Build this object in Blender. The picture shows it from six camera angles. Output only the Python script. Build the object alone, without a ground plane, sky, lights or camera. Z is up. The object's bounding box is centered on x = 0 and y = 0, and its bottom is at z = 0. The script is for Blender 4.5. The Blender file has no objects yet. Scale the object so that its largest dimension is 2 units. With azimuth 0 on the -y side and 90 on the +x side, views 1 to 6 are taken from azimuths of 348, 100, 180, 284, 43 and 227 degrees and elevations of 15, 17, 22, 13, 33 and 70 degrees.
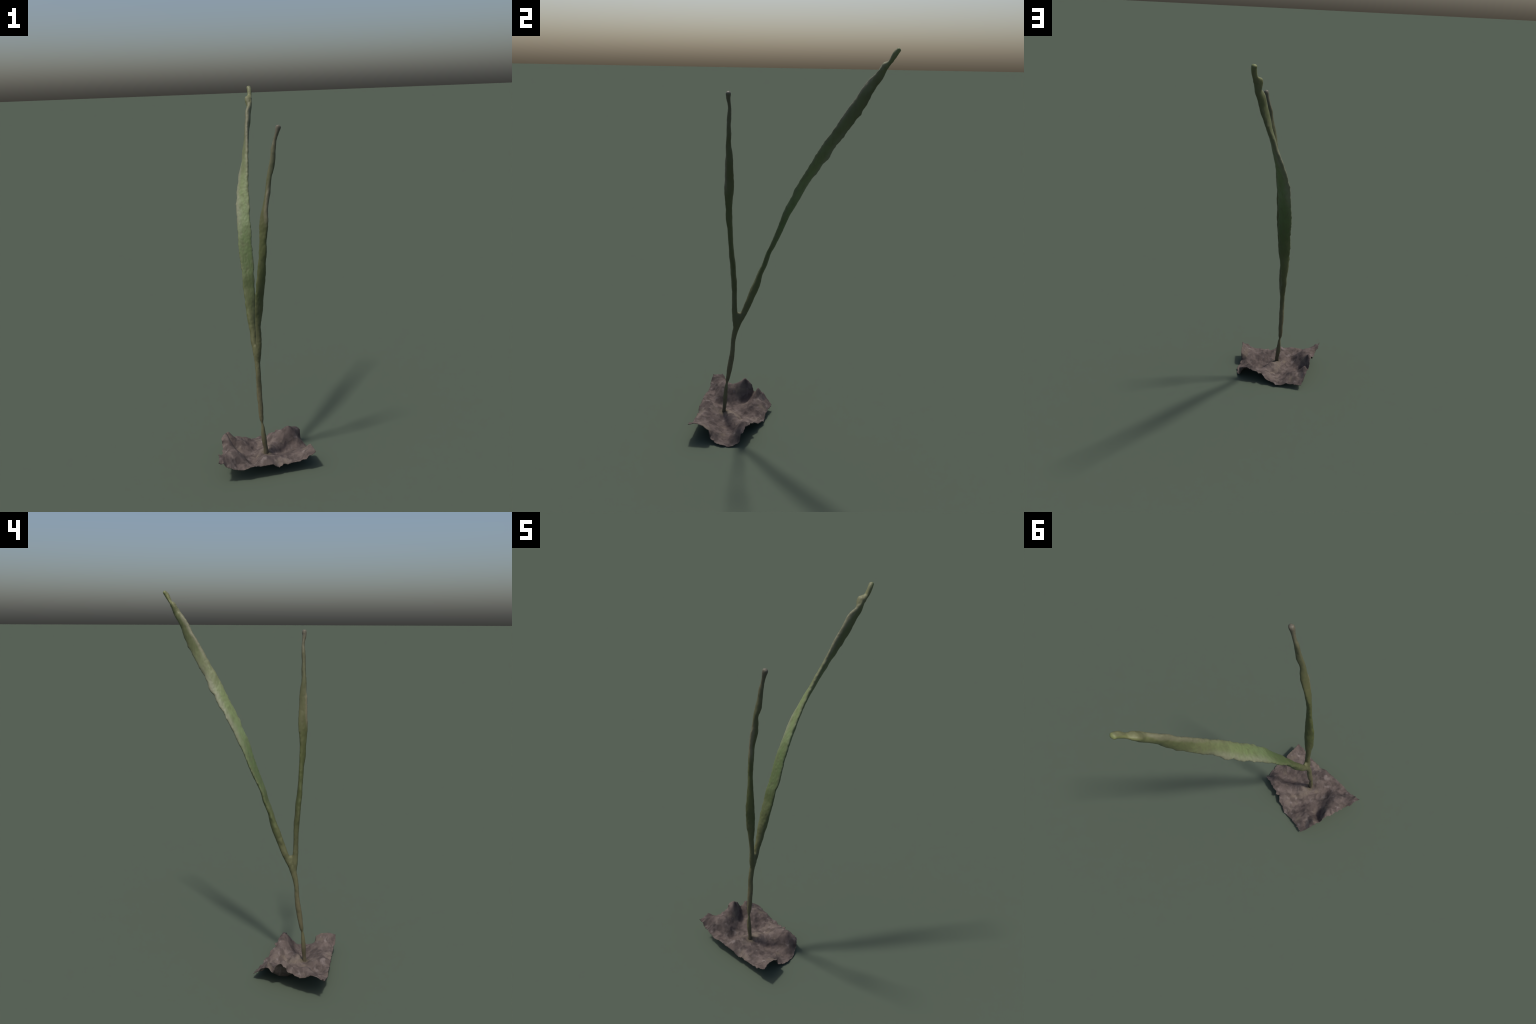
"""Young grass seedling: one bent stem that forks into a long twisted blade and a
short upright blade, standing in a crumpled thin slab of dry soil."""
import bpy, bmesh, math
import numpy as np
from mathutils import Vector, noise

# ---------------------------------------------------------------- shape data
# spine stations: x, y, z (m), half width (mm), half thickness (mm),
# twist of the width direction about the spine (rad, 0 = along +x), channel depth (mm)
STEM = [
    (0.013, -0.343, 0.034, 11.1, 6.4, -0.37, 6.3),
    (0.013, -0.336, 0.082, 11.4, 7.9, -0.30, 4.0),
    (0.008, -0.333, 0.13, 12.5, 10.2, -0.25, 2.2),
    (0.005, -0.33, 0.18, 9.9, 9.1, -0.21, 1.2),
    (0.0045, -0.327, 0.207, 7.6, 7.8, -0.18, 0.8),
    (0.002, -0.324, 0.228, 4.6, 5.4, -0.15, 0.5),
    (0.0005, -0.321, 0.248, 9.4, 8.8, -0.10, 0.2),
    (-0.001, -0.316, 0.276, 11.9, 10.8, -0.06, -0.2),
    (-0, -0.309, 0.324, 12.6, 13.3, 0.04, -1.1),
    (-0.002, -0.301, 0.373, 13.1, 13.3, 0.12, -1.9),
    (-0.001, -0.295, 0.421, 13.4, 11.5, 0.20, -2.4),
    (-0.002, -0.292, 0.469, 12.9, 10.7, 0.26, -2.4),
    (-0.001, -0.285, 0.517, 12.4, 12.7, 0.33, -1.5),
    (0, -0.273, 0.562, 12.6, 15.5, 0.40, 0.0),
    (0.001, -0.265, 0.6, 13.6, 21.0, 0.43, 0.0),
    (0.0035, -0.2585, 0.654, 8.5, 19.0, 0.40, 0.0),
]
LONG_LEAF = [
    (-0.0005, -0.274, 0.56, 11.3, 11.5, 0.40, 0.0),
    (-0.001, -0.254, 0.606, 14.8, 15.0, 0.44, 0.0),
    (-0.005, -0.226, 0.663, 15.9, 16.4, 0.50, -0.9),
    (-0.003, -0.205, 0.716, 17.1, 16.5, 0.53, -1.3),
    (-0.005, -0.1838, 0.772, 21.8, 17.9, 0.47, -1.8),
    (-0.003, -0.1628, 0.825, 25.8, 16.4, 0.29, -2.2),
    (-0.001, -0.1458, 0.883, 28.3, 12.5, 0.10, -2.7),
    (0.001, -0.1228, 0.934, 31.6, 11.7, 0.02, -3.2),
    (0.003, -0.1058, 0.991, 31.5, 10.7, -0.03, -3.7),
    (0.007, -0.0818, 1.04, 34.0, 10.8, -0.09, -4.1),
    (0.007, -0.0578, 1.094, 36.5, 11.0, -0.17, -4.3),
    (0.007, -0.0378, 1.144, 36.3, 11.2, -0.22, -4.3),
    (0.012, -0.0168, 1.198, 37.1, 11.5, -0.29, -4.3),
    (0.014, 0.0062, 1.246, 37.3, 13.1, -0.41, -3.5),
    (0.019, 0.0322, 1.296, 36.9, 13.2, -0.42, -5.9),
    (0.023, 0.0552, 1.342, 39.9, 11.8, -0.49, -5.5),
    (0.03, 0.082, 1.391, 37.5, 10.7, -0.54, -2.3),
    (0.036, 0.11, 1.434, 36.0, 11.2, -0.68, 0.1),
    (0.047, 0.137, 1.48, 34.7, 12.1, -0.78, 0.2),
    (0.057, 0.166, 1.521, 35.3, 12.6, -0.94, -1.6),
    (0.07, 0.19, 1.567, 29.9, 13.4, -1.08, -0.0),
    (0.08, 0.22, 1.605, 29.5, 12.6, -1.23, 1.0),
    (0.09, 0.248, 1.648, 29.9, 12.9, -1.30, 0.3),
    (0.101, 0.274, 1.687, 29.6, 12.7, -1.51, -1.3),
    (0.111, 0.301, 1.729, 31.3, 12.9, -1.68, -1.3),
    (0.121, 0.326, 1.766, 29.0, 13.3, -1.82, -0.0),
    (0.133, 0.348, 1.808, 27.9, 13.9, -1.92, 1.5),
    (0.14, 0.371, 1.845, 25.0, 13.5, -2.02, 1.5),
    (0.155, 0.4, 1.88, 18.7, 14.0, -1.78, 2.3),
    (0.156, 0.419, 1.916, 14.4, 20.1, -1.18, 4.4),
    (0.161, 0.4275, 1.9265, 14.0, 19.0, -1.22, 4.4),
    (0.1675, 0.4395, 1.937, 9.3, 12.6, -1.30, 4.4),
    (0.171, 0.448, 1.947, 8.4, 11.3, -1.35, 4.5),
    (0.1735, 0.463, 1.975, 11.0, 11.5, -1.53, 2.0),
    (0.1705, 0.48, 1.9965, 9.0, 11.5, -1.59, -0.5),
]
SHORT_LEAF = [
    (0.002, -0.276, 0.56, 10.5, 10.0, 0.00, 0.0),
    (0.0045, -0.277, 0.61, 15.3, 14.4, -0.20, 0.0),
    (0.009, -0.28, 0.665, 16.3, 12.5, -0.43, 0.0),
    (0.011, -0.28, 0.718, 13.4, 11.0, -0.21, 0.0),
    (0.009, -0.28, 0.769, 13.1, 12.1, 0.05, 1.6),
    (0.013, -0.282, 0.822, 18.4, 13.5, 0.25, -0.8),
    (0.016, -0.286, 0.874, 23.0, 12.7, 0.30, -1.7),
    (0.02, -0.287, 0.926, 23.2, 12.8, 0.34, -1.0),
    (0.025, -0.292, 0.975, 23.8, 12.3, 0.33, -1.0),
    (0.031, -0.294, 1.026, 23.0, 11.3, 0.18, -1.2),
    (0.036, -0.296, 1.077, 21.4, 11.0, -0.01, -1.0),
    (0.04, -0.297, 1.128, 18.4, 10.8, -0.20, -1.5),
    (0.045, -0.3, 1.176, 20.0, 10.5, -0.47, -1.2),
    (0.047, -0.3, 1.226, 17.7, 11.2, -0.60, -1.9),
    (0.051, -0.299, 1.276, 21.6, 11.7, -0.73, -2.3),
    (0.056, -0.297, 1.326, 25.4, 12.9, -0.87, -0.3),
    (0.061, -0.295, 1.372, 22.3, 11.7, -1.12, 0.8),
    (0.07, -0.294, 1.42, 19.7, 11.3, -1.46, -0.6),
    (0.08, -0.291, 1.467, 19.2, 12.4, -1.69, -1.4),
    (0.087, -0.29, 1.514, 15.3, 11.6, -1.60, -0.1),
    (0.094, -0.291, 1.557, 11.3, 11.6, -1.40, 2.2),
    (0.108, -0.286, 1.602, 10.3, 14.2, -1.31, 3.4),
    (0.116, -0.284, 1.647, 9.0, 12.4, -1.43, 1.6),
    (0.121, -0.281, 1.69, 8.5, 11.2, -1.59, -0.0),
    (0.13, -0.277, 1.73, 6.7, 8.3, -1.56, -0.5),
    (0.142, -0.279, 1.769, 9.0, 9.4, -1.49, -0.3),
    (0.147, -0.2785, 1.787, 11.0, 12.0, -1.40, 0.0),
    (0.1525, -0.278, 1.802, 9.5, 11.5, -1.36, 0.0),
]
# rim of the soil slab, corner to corner (x, y, z)
RIM_WEST = [
    (-0.146, -0.093, 0.031), (-0.165, -0.127, 0.062), (-0.168, -0.133, 0.073), (-0.175, -0.147, 0.088),
    (-0.178, -0.156, 0.090), (-0.184, -0.172, 0.100), (-0.185, -0.185, 0.095), (-0.186, -0.196, 0.084),
    (-0.191, -0.209, 0.082), (-0.195, -0.215, 0.098), (-0.197, -0.223, 0.124), (-0.200, -0.241, 0.139),
    (-0.209, -0.255, 0.144), (-0.215, -0.262, 0.141), (-0.219, -0.277, 0.134), (-0.218, -0.285, 0.130),
    (-0.218, -0.286, 0.117), (-0.217, -0.295, 0.107), (-0.216, -0.309, 0.107), (-0.222, -0.330, 0.101),
    (-0.227, -0.346, 0.096), (-0.233, -0.366, 0.098), (-0.239, -0.382, 0.105), (-0.251, -0.398, 0.123),
    (-0.258, -0.417, 0.139), (-0.259, -0.423, 0.135), (-0.261, -0.447, 0.132), (-0.265, -0.467, 0.124),
    (-0.267, -0.477, 0.125),
]
RIM_SOUTH = [
    (-0.269, -0.476, 0.130), (-0.254, -0.476, 0.112), (-0.242, -0.472, 0.120), (-0.230, -0.478, 0.097),
    (-0.196, -0.476, 0.078), (-0.166, -0.477, 0.067), (-0.141, -0.484, 0.068), (-0.102, -0.483, 0.074),
    (-0.080, -0.482, 0.077), (-0.048, -0.482, 0.072), (-0.006, -0.481, 0.070), (0.019, -0.481, 0.071),
    (0.035, -0.480, 0.056), (0.055, -0.477, 0.041), (0.067, -0.475, 0.047), (0.076, -0.475, 0.061),
    (0.100, -0.477, 0.052), (0.126, -0.476, 0.058), (0.166, -0.474, 0.057), (0.177, -0.475, 0.064),
    (0.202, -0.478, 0.068), (0.216, -0.479, 0.087), (0.236, -0.479, 0.086), (0.255, -0.476, 0.102),
]
RIM_EAST = [
    (0.255, -0.475, 0.100), (0.251, -0.447, 0.108), (0.250, -0.426, 0.107), (0.252, -0.394, 0.100),
    (0.255, -0.381, 0.089), (0.251, -0.363, 0.075), (0.251, -0.357, 0.030), (0.257, -0.340, 0.022),
    (0.261, -0.330, 0.011), (0.270, -0.303, 0.011), (0.271, -0.281, 0.009), (0.269, -0.260, 0.000),
    (0.264, -0.227, 0.005), (0.258, -0.219, 0.012), (0.251, -0.205, 0.017), (0.250, -0.198, 0.032),
    (0.249, -0.193, 0.074), (0.246, -0.179, 0.080),
]
RIM_NORTH = [
    (0.246, -0.180, 0.075), (0.233, -0.179, 0.088), (0.200, -0.174, 0.091), (0.172, -0.164, 0.080),
    (0.149, -0.162, 0.074), (0.134, -0.158, 0.071), (0.126, -0.147, 0.068), (0.118, -0.149, 0.068),
    (0.110, -0.162, 0.063), (0.100, -0.152, 0.057), (0.090, -0.146, 0.051), (0.082, -0.134, 0.043),
    (0.069, -0.133, 0.031), (0.043, -0.128, 0.024), (0.029, -0.116, 0.026), (0.012, -0.113, 0.014),
    (-0.017, -0.111, 0.012), (-0.038, -0.111, 0.021), (-0.053, -0.110, 0.032), (-0.071, -0.104, 0.026),
    (-0.095, -0.107, 0.029), (-0.124, -0.097, 0.030), (-0.147, -0.094, 0.031),
]
# high and low spots of the crust inside the rim
SOIL_SPOTS = [
    (0.0135, -0.340, 0.056),                          # where the stem enters
    (0.049, -0.296, 0.066), (0.082, -0.272, 0.048), (0.045, -0.245, 0.026),   # ridge beside the stem
    (0.058, -0.325, 0.034), (0.015, -0.205, 0.020),   # hollows either side of it
    (0.203, -0.271, 0.016), (0.110, -0.305, 0.018), (0.133, -0.254, 0.036), (0.168, -0.245, 0.042),
    (0.105, -0.363, 0.042), (0.160, -0.340, 0.034), (0.215, -0.330, 0.040),
    (0.206, -0.417, 0.082), (0.125, -0.405, 0.062), (0.060, -0.430, 0.072), (0.225, -0.385, 0.080),
    (0.185, -0.190, 0.108), (0.228, -0.232, 0.048), (0.140, -0.195, 0.084),
    (-0.116, -0.311, 0.045), (-0.140, -0.275, 0.050), (-0.090, -0.285, 0.030),  # deep cleft
    (-0.165, -0.238, 0.056),
    (-0.080, -0.378, 0.036), (-0.057, -0.435, 0.056), (-0.075, -0.330, 0.028),
    (-0.172, -0.316, 0.116), (-0.181, -0.345, 0.115), (-0.178, -0.286, 0.138), # tall western block
    (-0.155, -0.292, 0.096),
    (-0.185, -0.254, 0.158), (-0.175, -0.385, 0.126), (-0.135, -0.375, 0.098), (-0.210, -0.385, 0.116),
    (-0.165, -0.434, 0.078), (-0.205, -0.435, 0.108), (-0.130, -0.435, 0.068),
    (-0.005, -0.434, 0.094), (-0.018, -0.447, 0.092), (-0.034, -0.391, 0.062), (0.025, -0.395, 0.062),
    (-0.088, -0.203, 0.060), (-0.063, -0.226, 0.036), (-0.120, -0.188, 0.074), (-0.078, -0.180, 0.050),
    (-0.131, -0.222, 0.054), (-0.020, -0.172, 0.028), (-0.030, -0.238, 0.014), (-0.050, -0.140, 0.038),
    (-0.167, -0.181, 0.120), (-0.184, -0.217, 0.080),
    (-0.138, -0.140, 0.052), (-0.118, -0.138, 0.060),
    (0.080, -0.185, 0.062),
]
SWELL = 0.0012           # gives back what the skin smoothing takes off
SHEET = 0.0026           # thickness of the soil crust

# ---------------------------------------------------------------- helpers
def fbm(p, octaves=4, seed=0.0):
    v, a, f = 0.0, 1.0, 1.0
    for _ in range(octaves):
        v += a * noise.noise(Vector((p[0] * f + seed, p[1] * f - seed, p[2] * f + 2.3 * seed)))
        a *= 0.5
        f *= 2.03
    return v


def spline(K, n):
    """Catmull-Rom through the rows of K, n samples."""
    K = np.asarray(K, float)
    m = len(K)
    x = np.linspace(0, m - 1, n)
    i = np.minimum(x.astype(int), m - 2)
    f = (x - i)[:, None]
    P = np.vstack([2 * K[0] - K[1], K, 2 * K[-1] - K[-2]])
    p0, p1, p2, p3 = P[i], P[i + 1], P[i + 2], P[i + 3]
    return .5 * (2 * p1 + (p2 - p0) * f + (2 * p0 - 5 * p1 + 4 * p2 - p3) * f ** 2
                 + (3 * p1 - p0 - 3 * p2 + p3) * f ** 3)


def blade(bm, knots, n, ring=28, round_end=0.006, serr=0.0, seed=0.0):
    """Loft a channelled, twisting lens section along a spine."""
    S = spline(knots, n)
    C = S[:, :3]
    T = np.gradient(C, axis=0)
    step = np.linalg.norm(T, axis=1)
    T /= step[:, None]
    run = np.concatenate([[0], np.cumsum(np.linalg.norm(np.diff(C, axis=0), axis=1))])
    X = np.array([1., 0, 0]) - T * T[:, :1]
    X /= np.linalg.norm(X, axis=1)[:, None]
    Y = np.cross(T, X)
    rings = []
    for k in range(n):
        w, b, ph, d = S[k, 3] / 1000, S[k, 4] / 1000, S[k, 5], S[k, 6] / 1000
        U = X[k] * math.cos(ph) + Y[k] * math.sin(ph)
        V = -X[k] * math.sin(ph) + Y[k] * math.cos(ph)
        left = run[-1] - run[k]
        cap = math.sqrt(max(0.02, 1 - (1 - min(left, round_end) / round_end) ** 2))
        row = []
        for j in range(ring):
            t = 2 * math.pi * j / ring
            c, s = math.cos(t), math.sin(t)
            # small nicks and swellings along both margins
            nick = 1 + serr * (fbm((run[k] * 30, 3 * c, seed), 4) * abs(c))
            u = w * c * nick
            v = b * s + d * (c * c - .5)
            row.append(bm.verts.new(C[k] + cap * (u * U + v * V)))
        rings.append(row)
    for a, b in zip(rings, rings[1:]):
        for j in range(ring):
            bm.faces.new((a[j], a[(j + 1) % ring], b[(j + 1) % ring], b[j]))
    bm.faces.new(rings[0][::-1])
    bm.faces.new(rings[-1])


def link(ob):
    bpy.context.scene.collection.objects.link(ob)
    return ob


# ---------------------------------------------------------------- node helpers
class Nodes:
    def __init__(self, name):
        self.mat = bpy.data.materials.new(name)
        self.mat.use_nodes = True
        self.t = self.mat.node_tree
        self.t.nodes.clear()
        self.co = self.t.nodes.new('ShaderNodeTexCoord').outputs['Object']

    def put(self, sock, v):
        if isinstance(v, bpy.types.NodeSocket):
            self.t.links.new(v, sock)
        elif v is not None:
            sock.default_value = v

    def math(self, op, a, b=None, c=None, clamp=False):
        n = self.t.nodes.new('ShaderNodeMath')
        n.operation, n.use_clamp = op, clamp
        for s, v in zip(n.inputs, (a, b, c)):
            self.put(s, v)
        return n.outputs[0]

    def xyz(self):
        n = self.t.nodes.new('ShaderNodeSeparateXYZ')
        self.put(n.inputs[0], self.co)
        return n.outputs

    def noise(self, scale, detail=4, rough=.55, distort=0., stretch=None):
        n = self.t.nodes.new('ShaderNodeTexNoise')
        co = self.co
        if stretch:
            m = self.t.nodes.new('ShaderNodeMapping')
            m.inputs['Scale'].default_value = stretch
            self.put(m.inputs[0], co)
            co = m.outputs[0]
        self.put(n.inputs['Vector'], co)
        n.inputs['Scale'].default_value = scale
        n.inputs['Detail'].default_value = detail
        n.inputs['Roughness'].default_value = rough
        n.inputs['Distortion'].default_value = distort
        return n.outputs[0]

    def span(self, v, a, b, c=0., d=1., smooth=True):
        n = self.t.nodes.new('ShaderNodeMapRange')
        n.interpolation_type = 'SMOOTHSTEP' if smooth else 'LINEAR'
        for s, x in zip(n.inputs, (v, a, b, c, d)):
            self.put(s, x)
        return n.outputs[0]

    def ramp(self, fac, stops):
        n = self.t.nodes.new('ShaderNodeValToRGB')
        r = n.color_ramp
        while len(r.elements) < len(stops):
            r.elements.new(1.0)
        for e, (p, c) in zip(r.elements, stops):
            e.position = p
        for e, (p, c) in zip(r.elements, stops):
            e.color = (*c, 1)
        self.put(n.inputs[0], fac)
        return n.outputs[0]

    def mix(self, fac, a, b, mode='MIX'):
        n = self.t.nodes.new('ShaderNodeMix')
        n.data_type, n.blend_type = 'RGBA', mode
        self.put(n.inputs[0], fac)
        for s, v in ((n.inputs[6], a), (n.inputs[7], b)):
            self.put(s, (*v, 1) if isinstance(v, tuple) else v)
        return n.outputs[2]

    def curve(self, v, lo, hi, pts, a, b):
        """Piecewise curve: v in [lo, hi] -> value in [a, b] through pts (v, value)."""
        n = self.t.nodes.new('ShaderNodeFloatCurve')
        cm = n.mapping
        cv = cm.curves[0]
        P = [((p - lo) / (hi - lo), (q - a) / (b - a)) for p, q in pts]
        while len(cv.points) < len(P):
            cv.points.new(.5, .5)
        for c, p in zip(cv.points, P):
            c.location = p
        cm.update()
        self.put(n.inputs['Value'], self.span(v, lo, hi, smooth=False))
        return self.span(n.outputs[0], 0., 1., a, b, smooth=False)

    def finish(self, colour, rough, bump=None, strength=.3, dist=.002, sheen=0., spec=.3):
        p = self.t.nodes.new('ShaderNodeBsdfPrincipled')
        self.put(p.inputs['Base Color'], colour)
        self.put(p.inputs['Roughness'], rough)
        p.inputs['Specular IOR Level'].default_value = spec
        if bump is not None:
            b = self.t.nodes.new('ShaderNodeBump')
            b.inputs['Strength'].default_value = strength
            b.inputs['Distance'].default_value = dist
            self.put(b.inputs['Height'], bump)
            self.put(p.inputs['Normal'], b.outputs[0])
        o = self.t.nodes.new('ShaderNodeOutputMaterial')
        self.t.links.new(p.outputs[0], o.inputs[0])
        return self.mat


# ---------------------------------------------------------------- materials
def soil_material():
    N = Nodes('dry_soil')
    big = N.noise(12, 3, .5, .4)
    mid = N.noise(27, 2, .45, .5)
    fine = N.noise(140, 4, .6)
    c = N.ramp(big, [(.30, (.078, .062, .056)), (.50, (.110, .088, .079)), (.70, (.146, .119, .105))])
    c = N.mix(N.span(mid, .42, .64, 0., .70), c, (.056, .045, .042))
    c = N.mix(N.span(N.noise(15, 3, .5, .3, (1.3, .8, 1)), .52, .74, 0., .55), c, (.165, .136, .104))
    c = N.mix(N.span(N.noise(30, 2, .45), .58, .76, 0., .50), c, (.220, .188, .178))
    c = N.mix(N.span(fine, .40, .75, 0., .22), c, (.080, .064, .060))
    X, Y, Z = N.xyz()
    root = N.math('SQRT', N.math('ADD', N.math('POWER', N.math('SUBTRACT', X, .018), 2.), N.math('POWER', N.math('SUBTRACT', Y, -.338), 2.)))
    root = N.math('ADD', root, N.math('MULTIPLY', N.math('SUBTRACT', mid, .5), .03))
    c = N.mix(N.span(root, .040, .010, 0., .75), c, (.086, .073, .050))   # olive stain where the stem enters
    return N.finish(c, .95, fine, .35, .0025, spec=.08)


def skin(N, z, stops, mottled):
    wob = N.math('MULTIPLY_ADD', N.math('SUBTRACT', N.noise(14, 3), .5), .10, z)
    lo, hi = stops[0][0], stops[-1][0]
    c = N.ramp(N.span(wob, lo, hi, smooth=False), [((p - lo) / (hi - lo), q) for p, q in stops])
    streak = N.noise(60, 4, .6, .2, (1, 1, .22))
    return N.mix(N.span(streak, .42, .72, 0., mottled), c, (.095, .088, .048))


def stem_material():
    N = Nodes('seedling_stem')
    z = N.xyz()[2]
    c = skin(N, z, [(0.03, (.080, .068, .052)), (.10, (.098, .086, .050)), (.20, (.124, .118, .060)),
                    (.26, (.128, .114, .062)), (.40, (.138, .124, .068)), (.52, (.120, .118, .058)),
                    (.66, (.105, .110, .052))], .35)  # fork colour deepened to tone down the sunlit web
    c = N.mix(N.span(N.noise(38, 3, .6, .4, (1, 1, .5)), .58, .70, 0., .5), c, (.084, .072, .050))
    return N.finish(c, .62, N.noise(160, 3, .6, 0., (1, 1, .2)), .25, .0015, spec=.3)


def leaf_material(knots, long_blade):
    N = Nodes('long_leaf_skin' if long_blade else 'short_leaf_skin')
    X, Y, z = N.xyz()
    S = spline(knots, 9 if not long_blade else 13)
    lo, hi = S[0, 2], S[-1, 2]
    cx = N.curve(z, lo, hi, [(s[2], s[0]) for s in S], -.6, .6)
    cy = N.curve(z, lo, hi, [(s[2], s[1]) for s in S], -.6, .6)
    ph = N.curve(z, lo, hi, [(s[2], s[5]) for s in S], -3., 3.)
    wd = N.curve(z, lo, hi, [(s[2], s[3] / 1000) for s in S], 0., .06)
    ac = N.math('ADD', N.math('MULTIPLY', N.math('SUBTRACT', X, cx), N.math('COSINE', ph)),
                N.math('MULTIPLY', N.math('SUBTRACT', Y, cy), N.math('SINE', ph)))
    ac = N.math('DIVIDE', ac, wd)                     # -1 .. 1 across the blade
    rag = N.math('MULTIPLY', N.math('SUBTRACT', N.noise(45, 4, .65), .5), .9)
    acr = N.math('ADD', ac, rag)
    if long_blade:
        c = skin(N, z, [(.62, (.108, .110, .053)), (.75, (.112, .122, .052)), (.92, (.092, .114, .043)),  # greens darkened overall, a compromise with the blade's shaded back
                        (1.05, (.090, .128, .046)), (1.20, (.110, .158, .058)), (1.30, (.150, .200, .088)),
                        (1.42, (.150, .198, .080)), (1.55, (.138, .168, .074)), (1.68, (.116, .134, .058)),
                        (1.80, (.100, .114, .048)), (1.90, (.122, .134, .058)), (1.94, (.150, .160, .066)),
                        (2.0, (.160, .185, .072))], .35)
        edge_a = N.math('MULTIPLY', N.span(acr, .05, -1.0), N.math('MULTIPLY', N.span(z, 1.10, 1.36), N.span(z, 1.72, 1.5)))
        c = N.mix(N.math('MULTIPLY', edge_a, .62), c, (.225, .222, .165))
        edge_b = N.math('MULTIPLY', N.span(acr, .50, 1.15), N.math('MULTIPLY', N.span(z, 1.58, 1.74), N.span(z, 1.92, 1.85)))
        c = N.mix(N.math('MULTIPLY', edge_b, .38), c, (.205, .195, .135))
        rimz = N.math('MULTIPLY', N.span(N.math('ABSOLUTE', acr), .70, 1.05), N.span(z, .85, 1.1))
        c = N.mix(N.math('MULTIPLY', rimz, .35), c, (.136, .128, .084))
    else:
        c = skin(N, z, [(.62, (.108, .110, .053)), (.75, (.100, .104, .048)), (.95, (.080, .094, .035)),
                        (1.10, (.086, .100, .035)), (1.25, (.090, .102, .037)), (1.40, (.096, .100, .042)),
                        (1.55, (.100, .106, .050)), (1.70, (.112, .110, .062)), (1.76, (.114, .106, .070)),
                        (1.81, (.118, .106, .080))], .35)
        edge = N.math('MULTIPLY', N.span(acr, .3, .95), N.math('MULTIPLY', N.span(z, 1.28, 1.38), N.span(z, 1.56, 1.47)))
        c = N.mix(N.math('MULTIPLY', edge, .5), c, (.245, .215, .150))
    grain = N.noise(150, 3, .6, 0., (1, 1, .25))
    return N.finish(c, .55, grain, .25, .0015, spec=.35)

# ---------------------------------------------------------------- seedling body
def tube_mesh(knots, n, **kw):
    bm = bmesh.new()
    blade(bm, knots, n, **kw)
    bmesh.ops.triangulate(bm, faces=[f for f in bm.faces if len(f.verts) > 4])
    bmesh.ops.recalc_face_normals(bm, faces=bm.faces)
    me = bpy.data.meshes.new('part')
    bm.to_mesh(me)
    bm.free()
    return me


def build_body():
    bm = bmesh.new()
    blade(bm, STEM, 180, round_end=.012, seed=1.0, serr=.05)
    blade(bm, LONG_LEAF, 420, round_end=.006, seed=5.0, serr=.12)
    blade(bm, SHORT_LEAF, 300, round_end=.009, seed=9.0, serr=.09)
    bmesh.ops.triangulate(bm, faces=[f for f in bm.faces if len(f.verts) > 4])
    bmesh.ops.recalc_face_normals(bm, faces=bm.faces)
    me = bpy.data.meshes.new('body')
    bm.to_mesh(me)
    bm.free()
    ob = link(bpy.data.objects.new('body', me))
    r = ob.modifiers.new('r', 'REMESH')
    r.mode, r.voxel_size, r.use_smooth_shade = 'VOXEL', .0024, True
    s = ob.modifiers.new('s', 'SMOOTH')
    s.factor, s.iterations = .5, 3
    dg = bpy.context.evaluated_depsgraph_get()
    out = bpy.data.meshes.new_from_object(ob.evaluated_get(dg))
    bpy.data.objects.remove(ob)
    return out


def relief(me):
    """Slow swellings and fine longitudinal unevenness of the skin."""
    n = len(me.vertices)
    for v, nn in zip(me.vertices, [x.vector.copy() for x in me.vertex_normals]):
        p = v.co
        a = noise.noise(Vector((p.x * 40, p.y * 40, p.z * 22))) * .0011
        a += noise.noise(Vector((p.x * 110 + 7, p.y * 110, p.z * 60))) * .0008
        v.co = p + nn * (a + SWELL)


def soften_fork(me):
    """Round off the web where the two blades part."""
    co = np.array([v.co for v in me.vertices])
    ed = np.array([e.vertices[:] for e in me.edges])
    pull = np.clip(1 - np.abs(co[:, 2] - .655) / .036, 0, 1)[:, None] ** .5
    deg = np.bincount(ed.ravel(), minlength=len(co))[:, None]
    for _ in range(26):
        acc = np.zeros_like(co)
        np.add.at(acc, ed[:, 0], co[ed[:, 1]])
        np.add.at(acc, ed[:, 1], co[ed[:, 0]])
        co = co + pull * .6 * (acc / deg - co)
    me.vertices.foreach_set('co', co.ravel())
    me.update()


def split_body(me, parent, mats):
    co = np.array([v.co for v in me.vertices])
    nor = np.array([x.vector for x in me.vertex_normals])
    spines = [spline(k, 300)[:, :3] for k in (STEM, LONG_LEAF, SHORT_LEAF)]
    cen = np.array([p.center for p in me.polygons])
    def near(S):
        out = np.empty(len(cen))
        for a in range(0, len(cen), 20000):
            out[a:a + 20000] = ((cen[a:a + 20000, None] - S[None]) ** 2).sum(2).min(1)
        return out
    dl, ds = near(spines[1]), near(spines[2])
    owner = np.where(cen[:, 2] < FORK_Z, 0, np.where(dl < ds, 1, 2))
    for idx, (name, mat) in enumerate((('stem', mats[0]), ('leaf', mats[1]), ('leaf', mats[2]))):
        faces = np.nonzero(owner == idx)[0]
        polys = [list(me.polygons[f].vertices) for f in faces]
        used = sorted({v for p in polys for v in p})
        remap = {v: i for i, v in enumerate(used)}
        m = bpy.data.meshes.new(name)
        m.from_pydata([tuple(co[v]) for v in used], [], [[remap[v] for v in p] for p in polys])
        m.polygons.foreach_set('use_smooth', [True] * len(polys))
        m.update()
        m.normals_split_custom_set_from_vertices([tuple(nor[v]) for v in used])
        m.materials.append(mat)
        o = link(bpy.data.objects.new(name, m))
        o.parent = parent


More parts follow.
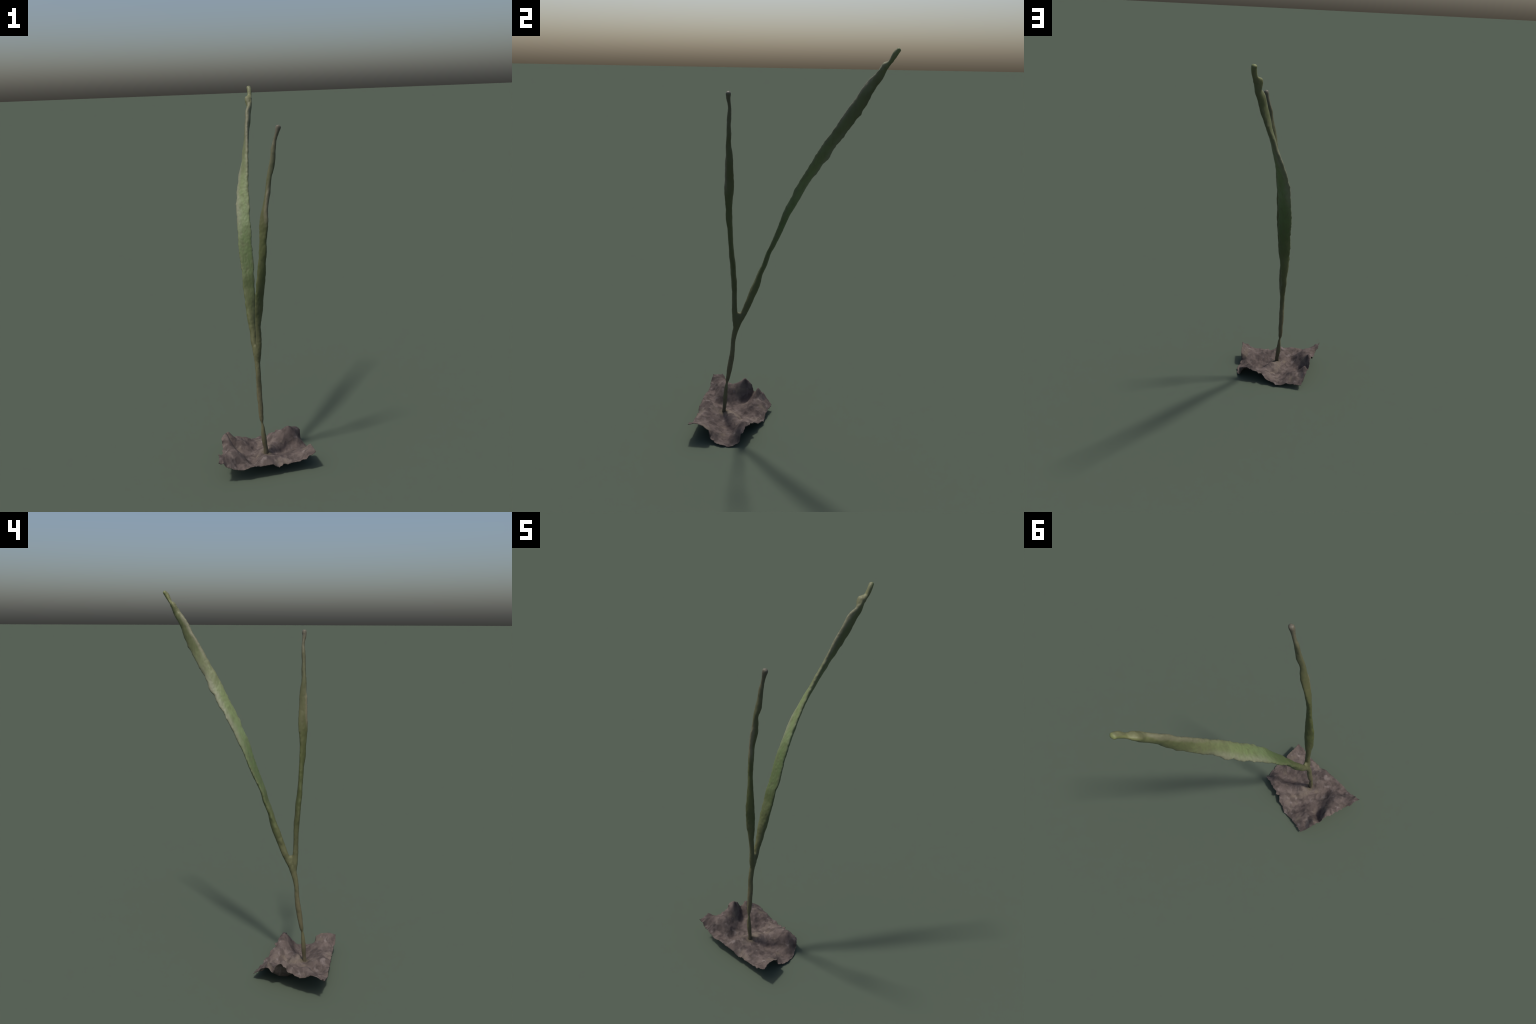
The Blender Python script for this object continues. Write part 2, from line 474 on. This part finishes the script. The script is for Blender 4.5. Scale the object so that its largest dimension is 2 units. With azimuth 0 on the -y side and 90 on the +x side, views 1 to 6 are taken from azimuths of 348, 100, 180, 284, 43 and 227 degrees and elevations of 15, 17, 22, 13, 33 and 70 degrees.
# ---------------------------------------------------------------- soil slab
def along(poly, n):
    p = np.asarray(poly, float)
    s = np.concatenate([[0], np.cumsum(np.linalg.norm(np.diff(p, axis=0), axis=1))])
    t = np.linspace(0, s[-1], n)
    return np.stack([np.interp(t, s, p[:, k]) for k in range(3)], 1)


def thin_plate(P, Z, stiff=2e-5):
    """Smooth sheet z(x, y) through scattered spots."""
    n = len(P)
    r2 = ((P[:, None] - P[None]) ** 2).sum(2)
    K = r2 * np.log(r2 + 1e-9) * .5 + np.eye(n) * stiff
    Q = np.hstack([np.ones((n, 1)), P])
    A = np.block([[K, Q], [Q.T, np.zeros((3, 3))]])
    c = np.linalg.solve(A, np.concatenate([Z, np.zeros(3)]))
    def f(X):
        r = ((X[:, None] - P[None]) ** 2).sum(2)
        return (r * np.log(r + 1e-9) * .5) @ c[:n] + c[n] + X @ c[n + 1:]
    return f


def coons(w, e, s, n, U, V):
    """Patch between four rims: w,e run along v (south->north), s,n along u (west->east)."""
    u, v = U[..., None], V[..., None]
    nu, nv = U.shape
    lin_u = (1 - u) * w[None, :, :] + u * e[None, :, :]
    lin_v = (1 - v) * s[:, None, :] + v * n[:, None, :]
    bil = (1 - u) * (1 - v) * w[0] + u * (1 - v) * e[0] + (1 - u) * v * w[-1] + u * v * e[-1]
    return lin_u + lin_v - bil


def build_soil(parent, mat):
    NU, NV = 260, 180
    w = along(RIM_WEST[::-1], NV)
    e = along(RIM_EAST, NV)
    s = along(RIM_SOUTH, NU)
    n = along(RIM_NORTH[::-1], NU)
    for a, b, i, j in ((w, s, 0, 0), (w, n, -1, 0), (e, s, 0, -1), (e, n, -1, -1)):
        c = (a[i] + b[j]) / 2
        a[i] = b[j] = c
    U, V = np.meshgrid(np.linspace(0, 1, NU), np.linspace(0, 1, NV), indexing='ij')
    # rim teeth: crumbly sideways notches
    def fray(line, seed):
        t = np.array([fbm((p[0] * 60, p[1] * 60, seed), 3) for p in line])
        t2 = np.array([abs(noise.noise(Vector((p[0] * 150, p[1] * 150, seed)))) for p in line])
        fade = np.minimum(1, np.minimum(np.arange(len(line)), np.arange(len(line))[::-1]) / 6)
        d = np.gradient(line, axis=0)[:, :2]
        d /= np.linalg.norm(d, axis=1)[:, None] + 1e-9
        nr = np.stack([-d[:, 1], d[:, 0]], 1)
        line[:, :2] += nr * ((t * .0030 + (t2 - .25) * .008) * fade)[:, None]
    def calm(line, k=11):
        out = line.copy()
        for i in range(1, len(line) - 1):
            r = min(k, i, len(line) - 1 - i)
            out[i] = line[i - r:i + r + 1].mean(0)
        return out
    soft = [calm(line) for line in (w, e, s, n)]
    for k, line in enumerate((w, e, s, n)):
        fray(line, 3.0 + k)
    fall = lambda t, d=.09: np.clip(1 - t / d, 0, 1) ** 2
    rim = np.vstack([along(r, 34) for r in (RIM_WEST, RIM_SOUTH, RIM_EAST, RIM_NORTH)])
    spots = np.array(SOIL_SPOTS)
    pts = np.vstack([rim, spots])
    f = thin_plate(pts[:, :2], pts[:, 2])
    # interior follows the calmed outline; the ragged outline only bends the margin
    G = coons(*soft, U, V)
    dw, de, ds, dn = (a - b for a, b in zip((w, e, s, n), soft))
    side = ((1 - fall(U, .05)) * (1 - fall(1 - U, .05)))[..., None]
    G += dw[None] * fall(U, .05)[..., None] + de[None] * fall(1 - U, .05)[..., None]
    G += (ds[:, None] * fall(V, .07)[..., None] + dn[:, None] * fall(1 - V, .07)[..., None]) * side
    flat = G[..., :2].reshape(-1, 2)
    Z = f(flat).reshape(NU, NV)
    # the sheet meets the rim exactly; the correction dies away inside
    cw, ce, cs, cn = (w[:, 2] - Z[0]), (e[:, 2] - Z[-1]), (s[:, 2] - Z[:, 0]), (n[:, 2] - Z[:, -1])
    Z += cw[None] * fall(U) + ce[None] * fall(1 - U)
    Z += (cs[:, None] * fall(V) + cn[:, None] * fall(1 - V)) * (1 - fall(U)) * (1 - fall(1 - U))
    X2 = flat.reshape(NU, NV, 2)
    inner = np.clip(np.minimum(np.minimum(U, 1 - U) * 1.4, np.minimum(V, 1 - V)) / .06, .25, 1)
    for i in range(NU):
        for j in range(NV):
            x, y = X2[i, j]
            q = (.40 - abs(noise.noise(Vector((x * 19, y * 19, 1.7))))) * .011 - .0015
            q += fbm((x * 30, y * 30, 9.7), 2) * .0028 + fbm((x * 75, y * 75, 5.1), 2) * .0014
            Z[i, j] += q * inner[i, j]
    Z = np.maximum(Z, SHEET)
    top = np.dstack([X2, Z])
    du, dv = np.gradient(top, axis=0), np.gradient(top, axis=1)
    nr = np.cross(du, dv)
    nr /= np.linalg.norm(nr, axis=2)[..., None] + 1e-12
    bot = top - nr * SHEET
    bot[..., 2] = np.maximum(bot[..., 2], 0)
    verts = [tuple(p) for p in top.reshape(-1, 3)] + [tuple(p) for p in bot.reshape(-1, 3)]
    o = NU * NV
    id_ = lambda i, j: i * NV + j
    faces = []
    for i in range(NU - 1):
        for j in range(NV - 1):
            a, b, c, d = id_(i, j), id_(i + 1, j), id_(i + 1, j + 1), id_(i, j + 1)
            faces.append((a, b, c, d))
            faces.append((o + d, o + c, o + b, o + a))
    loop = [id_(i, 0) for i in range(NU)] + [id_(NU - 1, j) for j in range(1, NV)] \
        + [id_(i, NV - 1) for i in range(NU - 2, -1, -1)] + [id_(0, j) for j in range(NV - 2, 0, -1)]
    for a, b in zip(loop, loop[1:] + loop[:1]):
        faces.append((a, o + a, o + b, b))
    me = bpy.data.meshes.new('soil')
    me.from_pydata(verts, [], faces)
    me.polygons.foreach_set('use_smooth', [True] * len(faces))
    me.materials.append(mat)
    me.update()
    ob = link(bpy.data.objects.new('soil', me))
    ob.parent = parent
    return ob


# ---------------------------------------------------------------- assemble
root = link(bpy.data.objects.new('grass_seedling', None))
root['label'] = 'young grass seedling with two narrow twisted blades rising from a crumpled patch of dry soil'
root['category'] = 'seedling'

body = build_body()
soften_fork(body)
relief(body)
body.update()
FORK_Z = 0.652
split_body(body, root, (stem_material(), leaf_material(LONG_LEAF, True), leaf_material(SHORT_LEAF, False)))
bpy.data.meshes.remove(body)
soil = build_soil(root, soil_material())
